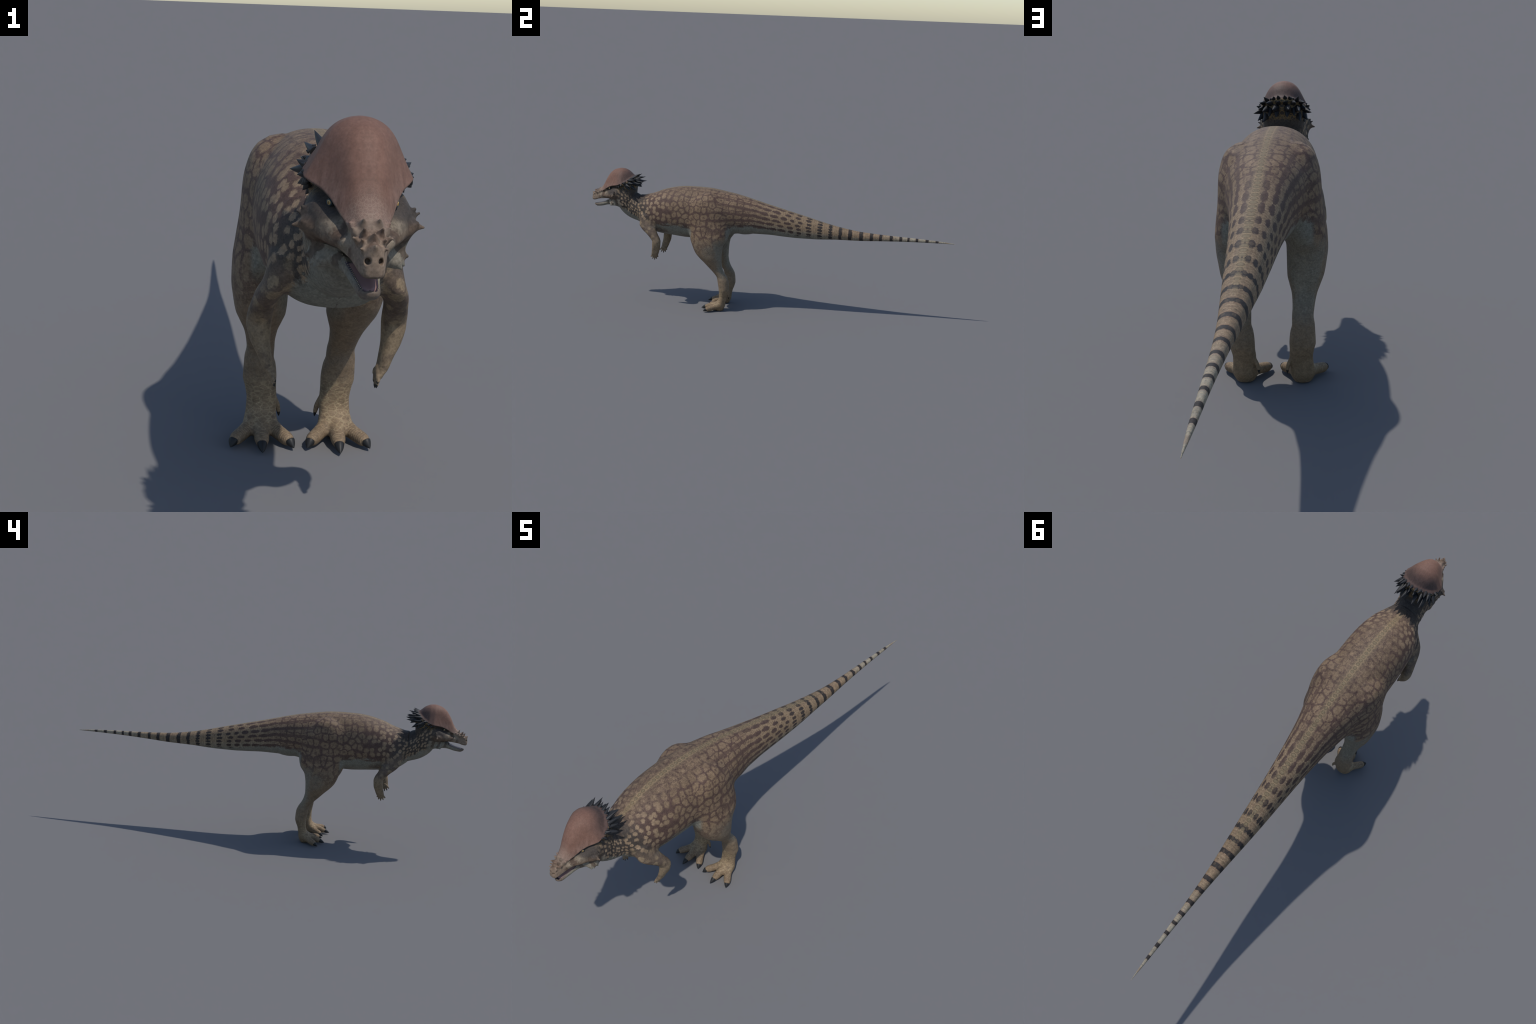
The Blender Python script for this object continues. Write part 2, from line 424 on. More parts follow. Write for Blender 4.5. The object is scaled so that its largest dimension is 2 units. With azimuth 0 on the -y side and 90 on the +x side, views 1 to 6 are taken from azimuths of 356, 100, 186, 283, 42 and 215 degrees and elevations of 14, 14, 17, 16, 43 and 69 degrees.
def bump(t, b, h, dist, strength=1):
    n = t.nodes.new('ShaderNodeBump'); n.inputs['Distance'].default_value = dist; n.inputs['Strength'].default_value = strength
    t.links.new(h.o, n.inputs['Height']); t.links.new(n.outputs[0], b.inputs['Normal'])

def split(v):
    n = v.t.nodes.new('ShaderNodeSeparateXYZ'); v.t.links.new(v.o, n.inputs[0])
    return [S(v.t, o) for o in n.outputs]
def mix_vec(f, a, b):
    n = a.t.nodes.new('ShaderNodeMix'); n.data_type = 'VECTOR'; n.inputs[0].default_value = f
    a.t.links.new(a.o, n.inputs[4]); a.t.links.new(b.o, n.inputs[5])
    return S(a.t, n.outputs[1])
def mixf(f, a, b): return a + (b - a) * f
BANDS = [-.30, -.245, -.19, -.14, -.09, -.04, .011, .068, .122, .169, .223, .282, .338, .391, .443, .502, .557, .606, .661, .712, .753, .798, .849, .902]

def skin_material():
    m, t, b = material('scaly_skin', .66, .22)
    p, x, y, z = coords(t)
    ax = x.abs()
    q0 = vec(t, ax, y, z)                                 # mirror-symmetric pattern space
    ax0, y0, z0 = ax, y, z
    tile = voronoi(q0, 270, out='Position')               # one point per scale: patches follow the scales
    q = mix_vec(.85, q0, tile)
    ax, y, z = split(q)
    axis = y.curve([(-1, .575), (-.9, .60), (-.8, .575), (-.74, .535), (-.68, .52), (-.5, .52), (-.3, .525), (-.15, .525),
                    (0, .508), (.2, .479), (.4, .459), (.6, .453), (1, .449)])
    a = atan2(ax, z - axis)                               # 0 on the back, pi under the belly
    rough = noise(q, 55, 4, .65) - .5
    fine = noise(q0, 260, 3, .6, 3) - .5
    broad = noise(q, 9, 2, .5, 7) - .5
    # palette
    tan = mix(broad + .5 + fine * .5, (.155, .104, .063), (.225, .154, .096))
    brown = mix(fine + .5, (.058, .034, .027), (.112, .068, .053))
    black = mix(fine + .5, (.025, .020, .018), (.080, .064, .052))
    grey = mix(fine * 1.2 + .5, (.142, .133, .105), (.225, .213, .172))

    # trunk: rows of pale blotches in a dark net
    u = y.curve([(-.9, -2), (-.85, -1.2), (-.70, 5), (-.60, 7.9), (-.5, 10.2), (-.4, 12.2), (-.3, 14.1), (-.1, 17.9), (.1, 21.7), (.5, 29)])
    v = a * 2.75
    wob = noise(q, 22, 2, .5, 5) - .5
    wob2 = noise(q, 24, 2, .5, 15) - .5
    cell = vec(t, u * 1.5 + wob * .9, a * 4.0 + wob2 * .9, 0)
    edge = voronoi(cell, 1, 'DISTANCE_TO_EDGE', .6, dims='2D')
    near = voronoi(cell, 1, 'F1', .6, dims='2D')
    rag = rough * .30 + fine * .16
    thr = y.curve([(-.62, .17), (-.52, .13), (-.42, .095), (-.3, .085), (-.15, .09), (.1, .08)])
    net = (edge + rag * 1.5 - thr).step(-.07, .085) * (near + rag * .8).step(.64, .50)
    rad = y.curve([(-.85, .33), (-.72, .34), (-.62, .35), (-.52, .42), (-.42, .55)])
    spot = (rad - near - rag * .5 - wob * .12).step(-.08, .09)
    blotch = mixf(y.step(-.56, -.46), spot, net)
    eyelet = (near + rough * .2).step(.20, .08) * (noise(cell, 1.1, 0, .5, 2)).step(.50, .54) * y.step(-.58, -.5)
    blotch = blotch * (1 - eyelet * .75)
    blotch = blotch * (1 - y.step(-.665, -.70) * a.step(1.15, .75))
    dorsal_mottle = (a + wob * .5).step(.80, .35) * y.band(-.70, -.25, .08)
    dark = mix((y + (z - .56) * .3 + rough * .08).step(-.625, -.70), brown, black)
    pale = mix(y.step(-.50, -.68) * .65, tan, (.265, .190, .122))
    trunk = mix(blotch, dark, pale)
    trunk = mix((rough + broad * .5).step(.08, .30) * .35, trunk, brown)
    trunk = mix(dorsal_mottle * .6, trunk, mix((rough * 3.5 + fine * 2.5 + .5), (.062, .039, .031), (.205, .143, .09)))
    speck = noise(q, 75, 3, .6, 41).step(.56, .66) * y.band(-.60, .10, .06) * a.step(2.1, 1.9)
    trunk = mix(speck * .55, trunk, brown)
    trunk = mix(noise(q, 60, 3, .6, 44).step(.56, .66) * .45 * y.step(-.62, -.5), trunk, tan)
    # long dark lines along the hips
    hip_line = (((v - .25 + wob * .35).fract() - .5).abs() + rag * .9).step(.20, .10) * (y + rough * .1).band(-.30, .03, .06) * a.band(.45, 2.2, .15)
    trunk = mix(hip_line * .8, trunk, brown)

    # tail: beads that fuse into rings
    idx = y0.curve([(bb, i) for i, bb in enumerate(BANDS)])
    row = ((a * 2.75 - .25).floor() * 2.4).sin() * .45 * y.step(.26, .03)
    ph = ((idx + row + .5 + rough * .22 + wob * .12).fract() - .5).abs()
    pa = ((a * 2.75 - .25 + wob * .25).fract() - .5).abs()
    wy = y.curve([(-.3, .9), (-.1, .65), (.02, .46), (.12, .32), (.25, .24), (.4, .175), (.6, .155), (.9, .15), (1, .14)])
    wa = y.curve([(-.3, .24), (0, .31), (.12, .36), (.22, .38), (.30, .44), (.38, .60), (.45, 1.2), (.55, 6), (1, 6)])
    met = (ph / wy).pow(2) + (pa / wa).pow(2) + (noise(vec(t, u, v, 0), .9, 1, .5, 21) - .5) * 1.6 * y.step(.42, .0)
    bead = (met + rough * 1.6 + fine * .8).step(1.3, .8) * y.step(.93, .918)
    tail_base = mix(y.step(.55, .80), tan, mix(fine * 1.5 + rough + .5, (.205, .182, .138), (.295, .268, .21)))
    tail_base = mix(a.step(1.55, 2.3) * .75, tail_base, grey)
    line = ((idx * 3) + .5).fract().band(.40, .60, .12) * (v * 2.0).fract().band(.1, .9, .1).inv().max(.35)
    tail_base = mix(line * .30, tail_base, (.38, .29, .18))
    tcell = voronoi(vec(t, idx * 5, a * 6.5, 0), 1, 'DISTANCE_TO_EDGE', .35, dims='2D')
    tail_base = mix(tcell.step(.14, .04) * .35, tail_base, (.36, .275, .17))
    tail_base = mix(tcell.step(.25, .45) * .22, tail_base, (.12, .085, .055))
    halo = (met.sqrt() - 1.2).step(.55, .0) * y.step(.25, .5) * .35
    tail_base = mix(halo, tail_base, (.22, .13, .085))
    bead_col = mix(y.step(.0, .35), (.075, .046, .037), (.030, .025, .023))
    tail = mix(bead, tail_base, bead_col)
    to_tail = (y + rough * .12 + wob * .1).step(-.16, .04)
    body = mix(to_tail, mix(bead * y.step(-.24, -.1) * .8 * a.step(.5, .8), trunk, brown), tail)

    # ridge of scales along the back
    girth = y.curve([(-.7, .07), (-.5, .11), (-.3, .115), (0, .07), (.3, .043), (.6, .018), (1, .004)])
    off0 = atan2(ax0, z0 - axis) * girth
    off = a * girth
    ridge = (off + fine * .010 + rough * .014).step(.013, .006) * y.band(-.68, .40, .04)
    body = mix(ridge * (1 - bead * y.step(0, .2)) * .72, body, mix(fine + .5, (.20, .143, .080), (.29, .212, .122)))
    ov = (((y0 / .0185).fract() - .5) / .45).pow(2) + (off0 / y0.curve([(-.7, .006), (-.4, .0066), (-.1, .0085), (.15, .0105), (.4, .008)])).pow(2)
    ring = ov.sqrt().step(1.0, .82)
    body = mix(ring * y.band(-.66, .40, .08) * .75, body, mix(ov.sqrt().step(.45, .8), (.165, .130, .078), (.095, .070, .042)))
    pv = ((off0 - .0125) / .0052).abs()
    side_ring = ((((y0 / .0185 + .5).fract() - .5) / .40).pow(2) + pv.pow(2)).step(1.0, .75) * y.band(-.62, .55, .05)
    body = mix(side_ring * .4, body, (.12, .088, .058))

    # belly, throat and under-tail: grey-green with a fine grid
    low = (a + rough * .55 + fine * .3 - y.curve([(-.85, 2.30), (-.72, 2.30), (-.62, 2.15), (-.5, 2.02), (-.3, 2.05), (-.1, 2.12), (.1, 2.3), (.4, 2.6)])).step(-.08, .12)
    low = low * y.step(.50, .30)
    low = low * (1 - ax.step(.112, .126) * y.band(-.43, -.19, .015))
    dash = (a - 2.03).abs().step(.17, .05) * (noise(vec(t, ax * 25, y * 22, z * 95), 1, 2, .5, 4) + rough * .3).step(.50, .57) * y.band(-.62, -.2, .04) * ax.step(.05, .07)
    body = mix(low, body, grey)
    body = mix(dash, body, (.095, .06, .045))

    # legs: net on the thigh fading to plain tan shanks, grey along the back edge
    leg_m = (z - .395 + rough * .05 + wob * .05).step(.03, -.03) * y.band(-.47, -.14, .02)
    lc = vec(t, ax * 26 + wob2 * 1.5, y * 36 + wob * 2.4, z * 36 + wob2 * 2.4)
    ledge = voronoi(lc, 1, 'DISTANCE_TO_EDGE', 1)
    lnet = (ledge + rough * .5 + fine * .2).step(.17, .06)
    legcol = mix(rough * 1.2 + fine * .8 + .5, (.155, .109, .069), (.225, .163, .106))
    legcol = mix(lnet * (z + rough * .06).step(.28, .37) * .62, legcol, brown)
    legcol = mix((rough * 1.6 + broad * 1.5).step(.02, .4) * .55, legcol, (.13, .098, .07))
    rear = (y + z * .16 + .215 + rough * .03).step(-.018, .018) * z.band(.20, .46, .04)
    patch = ((((y + .30) / .035).pow(2)) + (((z - .335) / .04).pow(2))).step(1.4, .4) * .35
    inner = ax.step(.075, .05) * z.step(.26, .33)
    legcol = mix((rear.max(patch).max(inner) + rough * .5).min(1).max(0) * .7, legcol, grey)
    foot = z.step(.15, .06)
    legcol = mix(foot * .7, legcol, mix(rough + .5, (.175, .117, .065), (.25, .173, .102)))
    # plates on the front of the foot, creases on the toes
    plate = voronoi(vec(t, ax0 * 62, y0 * 45, z0 * 125), 1, 'DISTANCE_TO_EDGE', .75)
    plate_m = z0.band(.028, .12, .02) * (y0 + (.1 - z0) * .2).step(-.215, -.232)
    legcol = mix(plate.step(.10, .03) * plate_m * .45, legcol, (.34, .27, .16))
    legcol = mix(plate.step(.08, .3) * plate_m * .25, legcol, (.15, .115, .075))
    tr = ((ax0 - .079).pow(2) + (y0 + .225).pow(2)).sqrt()
    crease = ((tr * 1350 + rough * 3.0).sin() * .5 + .5) * z0.step(.045, .03) * y0.step(-.255, -.268) * z0.step(.004, .010)
    legcol = mix(crease.step(.45, .95) * .42, legcol, (.13, .09, .065))
    body = mix(leg_m, body, legcol)

    # arms
    arm_m = (z - .46 + (y + .63) * .45 + rough * .03).step(.03, -.03) * y.band(-.715, -.54, .008) * ax.step(.066, .078)
    armcol = mix((rough * 2.4 + broad * 1.5 + wob).step(-.15, .45) * .75, (.215, .158, .099), (.105, .075, .053))
    spots = voronoi(vec(t, ax * 30 + wob, y * 38 + wob2, z * 38), 1, 'F1', .8) + rag
    armcol = mix((z + rough * .05).step(.345, .42) * .75 * spots.step(.36, .46), armcol, (.085, .06, .048))
    body = mix(arm_m, body, armcol)

    # head
    ax, y, z = ax0, y0, z0
    rough = noise(q0, 55, 4, .65) - .5
    rim = y.curve([(-1, .606), (-.965, .600), (-.95, .604), (-.93, .612), (-.91, .6245), (-.89, .6365), (-.87, .6445), (-.85, .6495), (-.835, .6528),
                   (-.82, .657), (-.80, .663), (-.785, .6685), (-.77, .676), (-.757, .687), (-.735, .712)])
    head_m = (y + (z - .58) * .3 + rough * .03).step(-.815, -.84)
    hn = noise(vec(t, ax * 20, y * 45, z * 20), 1, 2, .5, 9) + rough * .35
    side = mix(hn.step(.43, .55), (.080, .053, .037), (.222, .178, .128))
    side = mix(y.step(-.935, -.965) * .6, side, (.19, .126, .090))
    side = mix((y + rough * .03).step(-.918, -.89) * (z - .570).step(0, .01) * .72, side, (.06, .044, .034))
    upper_dark = ((((y + .862) / .060).pow(2)) + (((z - .640) / .042).pow(2)) + rough * .6).step(1.2, .65)
    side = mix(upper_dark, side, black)
    side = mix((z - .585 - (y + .87) * .1).abs().step(.016, .004) * y.band(-.925, -.84, .02) * .55, side, (.15, .10, .066))
    stripe = ((y * 210 + z * 60 + rough * 5).sin() * .5 + .5).step(.45, .75)
    jaw = mix(stripe * y.step(-.93, -.91) * .8, (.185, .160, .122), (.075, .052, .037))
    jaw = mix(y.step(-.945, -.975), jaw, (.14, .105, .08))
    side = mix((z - .5655 - (y + .906) * .12).step(.003, -.003), side, jaw)
    side = mix((ax - .02).step(0, -.02) * z.step(.53, .52) * .6, side, grey)
    side = mix((z - .541 + rough * .012).step(.006, -.006) * y.step(-.955, -.93) * .75, side, grey)
    body = mix(head_m, body, side)
    body = mix(head_m * (rough * 1.5 + fine * 1.5).step(.05, .6) * .45, body, (.07, .05, .038))
    # dome
    pore = voronoi(vec(t, ax * 270, y * 270, z * 170), 1, 'DISTANCE_TO_EDGE', .9)
    streak = (noise(vec(t, ax * 150, y * 80, z * 18), 1, 3, .6, 1) - .5) * 1.7
    down = ((z - rim) / .075)
    dome = mix(streak * .9 + fine * .7 + rough * .9 + .5, (.142, .074, .053), (.195, .107, .078))
    dome = mix((y + broad * .04).step(-.87, -.79) * (1 - down.step(.55, 1.15)) * .85, dome, mix(streak * 1.6 + .5, (.052, .035, .032), (.10, .066, .056)))
    dome = mix(down.step(.45, .0) * y.step(-.84, -.89) * .55, dome, mix(streak * 2.4 + .5, (.115, .072, .055), (.255, .162, .128)))
    pale_mid = y.step(-.915, -.942)
    dome = mix(pale_mid * .6, dome, (.20, .135, .105))
    dome = mix(pale_mid * pore.step(.10, .02) * .32, dome, (.36, .27, .20))
    dome = mix(y.step(-.940, -.965), dome, (.20, .152, .113))
    dome_m = (z - rim + rough * .006).step(-.0035, .0025) * y.step(-.74, -.748) * (y + ax * .4 + rough * .03).step(-.972, -.945)
    # frill: gold skin between black studs
    fr = (z - rim + .022).abs()
    frill_m = (z - rim + .006).step(.012, -.002) * (z - rim + y.curve([(-.86, .028), (-.80, .036), (-.76, .054), (-.735, .08)])).step(-.01, .012) * y.step(-.855, -.815) * y.step(-.715, -.735)
    fe = voronoi(vec(t, ax * 95, y * 95, z * 95), 1, 'DISTANCE_TO_EDGE', .9)
    frill = mix(fe.step(.16, .05) * .85, black, (.24, .155, .062))
    body = mix(frill_m * .85, body, frill)
    gold = (z - rim + .002).abs().step(.006, .002) * y.band(-.80, -.735, .02)
    body = mix(dome_m, body, dome)
    body = mix(gold * (fine * 3 + .65).step(.3, .7) * .8, body, (.26, .175, .08))
    # mouth lining
    jw = y.curve([(r[0], r[1]) for r in JAW[:9]])
    jt = y.curve([(r[0], r[2]) for r in JAW[:9]])
    lining = (ax - jw + .0026).step(.0008, -.0008) * (z - jt).step(.003, .001) * (z - jt).step(-.013, -.0115) * y.band(-.981, -.912, .001)
    body = mix(lining, body, (.07, .055, .075))
    nost = (((ax - .008).pow(2) + (z - .5745).pow(2)).sqrt()).step(.0036, .0024) * y.step(-.984, -.9905)
    body = mix(nost * .8, body, (.02, .017, .015))

    # scale grain: every scale a little lighter or darker, patches of wear
    grain = voronoi(q0, 330, out='Color')
    grain = S(t, split(grain)[0].o)
    blot = noise(q0, 34, 4, .7, 31) - .5
    tone = 1 + ((grain - .5) * .34 + blot * .75 + (noise(q0, 120, 2, .6, 33) - .5) * .55) * (1 - dome_m * .6)
    body = scale_colour(body, tone.max(.4))
    scales = voronoi(q, 260, 'DISTANCE_TO_EDGE', 1)
    body = mix(scales.step(.10, .0) * .10, body, (.06, .05, .04))
    grid = (y * 480).sin() * (a * 55).sin()
    shade = 1 + grid * low * .05
    body = scale_colour(body, shade)
    t.links.new(body.o, b.inputs['Base Color'])
    h = scales.min(.25) * 1.6 + fine * .5 + plate.min(.2) * plate_m * 3 - crease * 1.2 - ring * y.band(-.66, .55, .05) * -.4
    bump(t, b, h * (1 - dome_m * .75), .0007, .5)
    return m
SKIN = skin_material()

# ------------------------------------------------------------------ split the body into parts
cx, cy, cz = np.abs(C[:, 0]), C[:, 1], C[:, 2]
left = C[:, 0] > 0
horn_of = np.full(len(C), -1)
for i, (kind, tip, base, r) in enumerate(HORNS):
    p0, p1 = np.array(base), np.array(tip)
    d = p1 - p0; L = np.linalg.norm(d)
    rel = np.stack([cx, cy, cz], 1) - p0
    t = rel @ d / L**2
    e = np.linalg.norm(rel - t[:, None] * d, axis=1)
    horn_of[(t > .22) & (t < 1.3) & (e < r * (1.05 - .8 * t) + .0016)] = i
region = np.full(len(C), 0)               # 0 torso
region[cy > -.205 - .0] = 1               # tail
arm_line = cz - .475 + (cy + .66) * .35
in_leg = (cy > -.44) & (cy < -.18) & (cx > .035) & (cz < .405 + .25 * (cx - .1))
in_leg |= (cz < .37) & (cy > -.45) & (cy < -.15)
region[in_leg] = 2
region[in_leg & (cz < .045 )] = 3
in_arm = (cy > -.72) & (cy < -.56) & (cx > .07) & (cz < .425 + (-.62 - cy) * .5)
in_arm |= (cz < .37) & (cy > -.7) & (cy < -.55)
region[in_arm] = 4
region[in_arm & (cz < .283)] = 5
region[(cy < -.70 + (.53 - cz) * .25) & ~in_arm & (region == 0)] = 6          # neck
headline = cy + (cz - .60) * .35
region[(region == 6) & (headline < -.795)] = 7
region[(region == 7) & (cz < .5655 + (cy + .906) * .12) & (cy < -.835 )] = 8     # lower jaw
side = np.where(left, 0, 1)
names = {0: 'torso', 1: 'tail', 2: 'hindlimb', 3: 'foot', 4: 'forelimb', 5: 'hand', 6: 'neck', 7: 'head', 8: 'lower_jaw'}

root = bpy.data.objects.new('dome_headed_dinosaur', None)
root['label'] = 'standing two-legged dinosaur with smooth reddish skull dome, black spikes and banded tail'
root['category'] = 'dinosaur'
bpy.context.collection.objects.link(root)

def link(o, parent):
    bpy.context.collection.objects.link(o); o.parent = parent; return o

def part(name, faces):
    vid, inv = np.unique(faces, return_inverse=True)
    me = bpy.data.meshes.new(name)
    f = inv.reshape(-1, 4)
    me.vertices.add(len(vid)); me.vertices.foreach_set('co', V[vid].astype(np.float32).ravel())
    me.loops.add(f.size); me.loops.foreach_set('vertex_index', f.astype(np.int32).ravel())
    me.polygons.add(len(f)); me.polygons.foreach_set('loop_start', np.arange(0, f.size, 4, dtype=np.int32))
    me.polygons.foreach_set('use_smooth', np.ones(len(f), bool))
    me.update(calc_edges=True); me.validate()
    me.normals_split_custom_set_from_vertices(N[vid].tolist())
    me.materials.append(SKIN)
    o = bpy.data.objects.new(name, me)
    return link(o, root)

region[horn_of >= 0] = 9
PARTS = {}
for r in (7, 8, 6, 0, 1):
    PARTS[names[r]] = part(names[r], FQ[region == r])
for i, (kind, tip, base, r) in enumerate(HORNS):
    for s in ((0, 1) if tip[0] else (2,)):
        f = FQ[(horn_of == i) & ((side == s) | (s == 2))]
        if len(f): part(kind, f).parent = PARTS['lower_jaw' if kind == 'jaw_horn' else 'head']
for r in (2, 3, 4, 5):
    for s in (0, 1):
        PARTS[names[r], s] = part(names[r], FQ[(region == r) & (side == s)])

# ------------------------------------------------------------------ hard parts
def cone_mesh(name, bend=.0, flare=.0, bulge=1.45, rings=11, seg=14, mat=None):
    """unit horn along +z, base radius 1, height 1, curving towards +x"""
    vs, fs = [], []
    for i in range(rings):
        h = i / (rings - 1)
        r = (1 - h**bulge) if flare == 0 else (1 - h)**1.15 * (1 + flare * (1 - h)**3) + .05 * h * (1 - h)
        if i == rings - 1: vs.append((bend, 0, 1)); break
        for k in range(seg):
            a = 2 * math.pi * k / seg
            vs.append((bend * h * h + r * math.cos(a), r * math.sin(a), h))
    for i in range(rings - 2):
        for k in range(seg):
            fs.append((i * seg + k, i * seg + (k + 1) % seg, (i + 1) * seg + (k + 1) % seg, (i + 1) * seg + k))
    tip = len(vs) - 1
    for k in range(seg): fs.append(((rings - 2) * seg + k, (rings - 2) * seg + (k + 1) % seg, tip))
    fs.append(tuple(reversed(range(seg))))
    me = bpy.data.meshes.new(name); me.from_pydata(vs, [], fs); me.update()
    for p in me.polygons: p.use_smooth = len(p.vertices) < 5
    if mat: me.materials.append(mat)
    return me

def place(name, me, base, tip, radius, parent, up=(0, 0, 1), flat=1.0):
    base, tip = Vector(base), Vector(tip)
    d = tip - base; zax = d.normalized()
    u = Vector(up); xax = (u - zax * u.dot(zax))
    if xax.length < 1e-4: xax = Vector((1, 0, 0)) - zax * zax.x
    xax.normalize(); yax = zax.cross(xax)
    o = bpy.data.objects.new(name, me)
    R = Matrix((xax, yax, zax)).transposed().to_4x4()
    o.matrix_world = Matrix.Translation(base) @ R @ Matrix.Diagonal((radius * flat, radius, d.length, 1))
    return link(o, parent)

def both(fn, *pts):
    fn(*[Vector(p) for p in pts], 0)
    fn(*[Vector((-p[0], p[1], p[2])) for p in pts], 1)

def plain(name, col, rough=.5, spec=.3):
    m, t, b = material(name, rough, spec)
    b.inputs['Base Color'].default_value = (*col, 1); return m
HORN = plain('black_horn', (.021, .021, .0225), .5, .3)
CLAW = plain('dark_claw', (.016, .0155, .015), .5, .3)
NOSEHORN = plain('skin_horn', (.215, .165, .115), .65)
CHEEKHORN = plain('cheek_horn_skin', (.17, .125, .085), .65)
TONGUE = plain('tongue_flesh', (.25, .150, .135), .45)
MOUTH = plain('mouth_lining', (.06, .05, .07), .45)
TOOTH = plain('tooth_enamel', (.28, .23, .14), .4)

claw_me = cone_mesh('claw', bend=.3, bulge=1.7, mat=CLAW)
for t, tip in zip(TOES, ((.079, -.346, .0012), (.143, -.3205, .0012), (.014, -.322, .0012))):
    a, b = Vector(t[-2][:3]), Vector(t[-1][:3])
    def mk(base, tp, s):
        place('claw', claw_me, base, tp, .0104, PARTS['foot', s])
    d = (b - a).normalized()
    both(mk, (b.x + d.x * .002, b.y + d.y * .002, .0132), tip)
def mk(base, tp, s): place('claw', claw_me, base, tp, .004, PARTS['foot', s], up=(0, 1, 0))
both(mk, (.0395, -.2205, .042), (.038, -.220, .0285))
for (b, tip) in FINGERS:
    mx = (b[0] * .4 + tip[0] * .6, b[1] * .4 + tip[1] * .6)
    def mk(base, tp, s): place('claw', claw_me, base, tp, .0033, PARTS['hand', s], up=(1, 0, 0))
    both(mk, (HANDX - .001, *mx), (HANDX - .003, tip[0], tip[1]))

# black spikes round the back of the skull: tip, base, radius
RIM = [((.010, -.731, .707), (.010, -.757, .694), .0062), ((.023, -.735, .703), (.025, -.760, .692), .0062),
       ((.053, -.731, .703), (.044, -.764, .687), .0062), ((.067, -.734, .685), (.056, -.770, .679), .0062),
       ((.044, -.707, .688), (.034, -.757, .681), .0072), ((.011, -.722, .690), (.010, -.751, .682), .0065),
       ((.024, -.700, .668), (.018, -.742, .668), .0088), ((.055, -.704, .663), (.046, -.756, .664), .0085),
       ((.089, -.758, .648), (.066, -.786, .655), .0080), ((.083, -.787, .667), (.069, -.797, .663), .0060),
       ((.083, -.809, .649), (.071, -.815, .653), .0058), ((.076, -.757, .626), (.060, -.782, .644), .0085),
       ((.056, -.733, .626), (.048, -.762, .645), .0085), ((.038, -.726, .644), (.036, -.748, .660), .0070),
       ((.017, -.723, .641), (.016, -.740, .654), .0065), ((.073, -.745, .664), (.058, -.772, .664), .0075),
       ((.072, -.798, .625), (.066, -.803, .637), .0055), ((.077, -.822, .637), (.071, -.827, .645), .0050),
       ((.075, -.835, .643), (.071, -.839, .649), .0040), ((.066, -.782, .616), (.060, -.790, .630), .0055)]
horn_me = cone_mesh('spike', bend=.25, mat=HORN)
for tip, base, r in RIM:
    def mk(bs, tp, s): place('spike', horn_me, bs - (tp - bs) * .12, tp, r * 1.22, PARTS['head'], up=(0, 0, 1))
    both(mk, base, tip)
# small knobs along the rim of the dome
knob_me = cone_mesh('knob', bend=0, mat=HORN)
for i, a in enumerate(np.linspace(0, 1, 9)):
    bx, by, bz = [float(pchip([0, .25, .5, .75, 1], c, a)) for c in ((.006, .034, .055, .070, .0745), (-.7535, -.7575, -.769, -.790, -.822), (.6955, .6935, .685, .672, .657))]
    out = Vector((bx * 1.3, .045 - .03 * a, .03)).normalized()
    def mk(bs, tp, s): place('knob', knob_me, bs, tp, .0036, PARTS['head'])
    both(mk, (bx, by, bz), tuple(Vector((bx, by, bz)) + out * .0055))

# teeth along the lower jaw rim
tooth_me = cone_mesh('tooth', mat=TOOTH, rings=5, seg=8)
for yv in np.linspace(-.976, -.905, 20):
    w, zt, zb = [float(v) for v in table(JAW, np.array(yv))]
    def mk(bs, tp, s): place('tooth', tooth_me, bs, tp, .0007, PARTS['lower_jaw'])
    both(mk, (w - .0028, yv, zt - .002), (w - .0030, yv, zt - .0001))

# tongue
vs, fs = [], []
ys = np.linspace(-.974, -.914, 22)
for i, yv in enumerate(ys):
    w, zt, zb = [float(v) for v in table(JAW, np.array(yv))]
    hw = (w - .0056) * (1 - max(0, 1 - i / 4)**2 * .8); zb = zt - .0082
    for k in range(13):
        a = k / 12 * math.pi
        vs.append((hw * math.cos(a), yv, zb + .0042 * math.sin(a)**.8 - .0012 * math.exp(-(hw * math.cos(a) / .003)**2)))
for i in range(len(ys) - 1):
    for k in range(12):
        a = i * 13 + k; fs.append((a, a + 1, a + 14, a + 13))
me = bpy.data.meshes.new('tongue'); me.from_pydata(vs, [], fs); me.update()
for p in me.polygons: p.use_smooth = True
me.materials.append(TONGUE)
o = link(bpy.data.objects.new('tongue', me), PARTS['lower_jaw'])
md = o.modifiers.new('thickness', 'SOLIDIFY'); md.thickness = .002

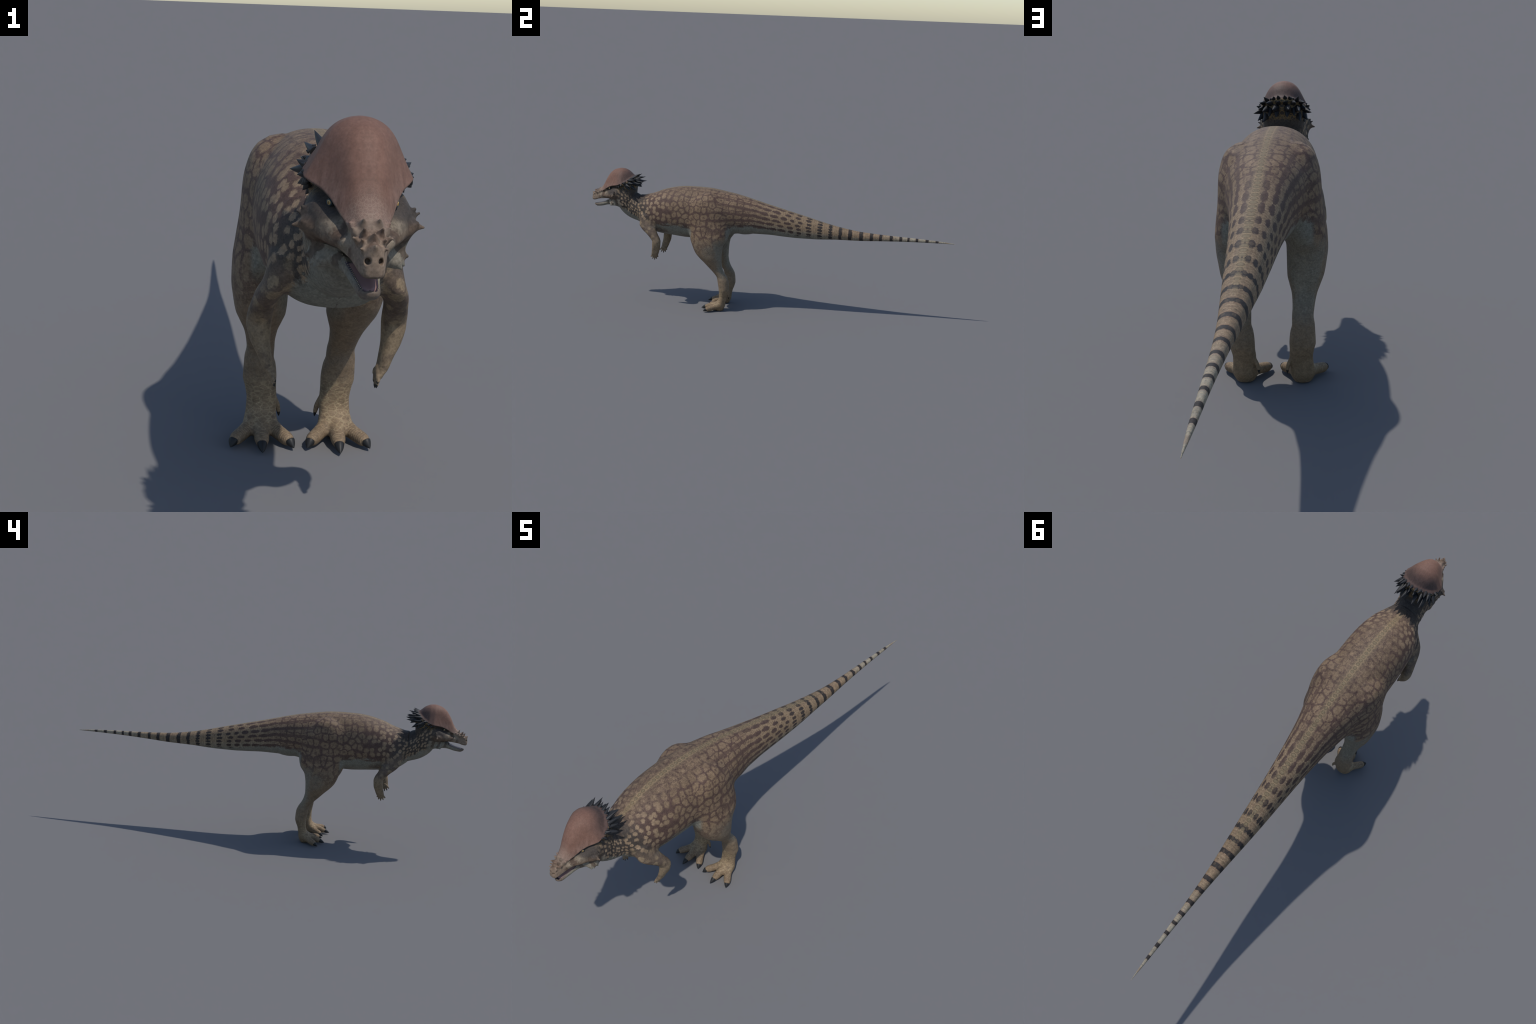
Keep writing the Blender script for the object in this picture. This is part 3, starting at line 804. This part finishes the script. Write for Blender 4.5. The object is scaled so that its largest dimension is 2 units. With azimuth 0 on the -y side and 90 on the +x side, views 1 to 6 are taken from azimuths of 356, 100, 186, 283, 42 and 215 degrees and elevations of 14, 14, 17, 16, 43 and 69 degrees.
# eyes
def sphere(name, r, mat, seg=28, rings=16):
    vs, fs = [(0, 0, r)], []
    for i in range(1, rings):
        for k in range(seg):
            a, bb = math.pi * i / rings, 2 * math.pi * k / seg
            vs.append((r * math.sin(a) * math.cos(bb), r * math.sin(a) * math.sin(bb), r * math.cos(a)))
    vs.append((0, 0, -r))
    for k in range(seg): fs.append((0, 1 + k, 1 + (k + 1) % seg))
    for i in range(rings - 2):
        for k in range(seg):
            a = 1 + i * seg; fs.append((a + k, a + seg + k, a + seg + (k + 1) % seg, a + (k + 1) % seg))
    a = 1 + (rings - 2) * seg
    for k in range(seg): fs.append((a + k, len(vs) - 1, a + (k + 1) % seg))
    me = bpy.data.meshes.new(name); me.from_pydata(vs, [], fs); me.update()
    for p in me.polygons: p.use_smooth = True
    me.materials.append(mat); return me
m, t, b = material('reptile_eye', .12, .5)
p, x, y, z = coords(t)          # local +z looks outwards
rr = (x * x + y * y).sqrt()
col = mix(rr.step(.0036, .0042), (.42, .27, .085), (.02, .025, .025))
col = mix(rr.step(.0015, .0032), (.30, .17, .05), col)
pup = ((x * x) / (.0008**2) + (y * y) / (.0022**2)).step(1.25, .8)
col = mix(pup, col, (.004, .004, .004))
t.links.new(col.o, b.inputs['Base Color'])
eye_me = sphere('eye', .0062, m)
LID = plain('eyelid', (.03, .045, .05), .5)
def torus(name, R, r, mat):
    vs, fs = [], []
    for i in range(28):
        for k in range(8):
            a, bb = 2 * math.pi * i / 28, 2 * math.pi * k / 8
            vs.append(((R + r * math.cos(bb)) * math.cos(a), (R + r * math.cos(bb)) * math.sin(a) * .78, r * math.sin(bb)))
            fs.append((i * 8 + k, ((i + 1) % 28) * 8 + k, ((i + 1) % 28) * 8 + (k + 1) % 8, i * 8 + (k + 1) % 8))
    me = bpy.data.meshes.new(name); me.from_pydata(vs, [], fs); me.update()
    for p in me.polygons: p.use_smooth = True
    me.materials.append(mat); return me
lid_me = torus('eyelid', .0048, .0013, LID)
for s in (1, -1):
    look = Vector((s * .86, -.5, 0)).normalized()
    rot = Matrix((look.cross(Vector((0, 0, 1))).normalized() * -1, Vector((0, 0, 1)), look)).transposed()
    if rot.determinant() < 0: rot = Matrix((look.cross(Vector((0, 0, 1))).normalized(), Vector((0, 0, 1)), look)).transposed()
    c = Vector((s * EYE[0], EYE[1], EYE[2]))
    o = link(bpy.data.objects.new('eye', eye_me), PARTS['head']); o.matrix_world = Matrix.Translation(c) @ rot.to_4x4()
    o = link(bpy.data.objects.new('eyelid', lid_me), PARTS['head']); o.matrix_world = Matrix.Translation(c + look * .0042) @ rot.to_4x4()
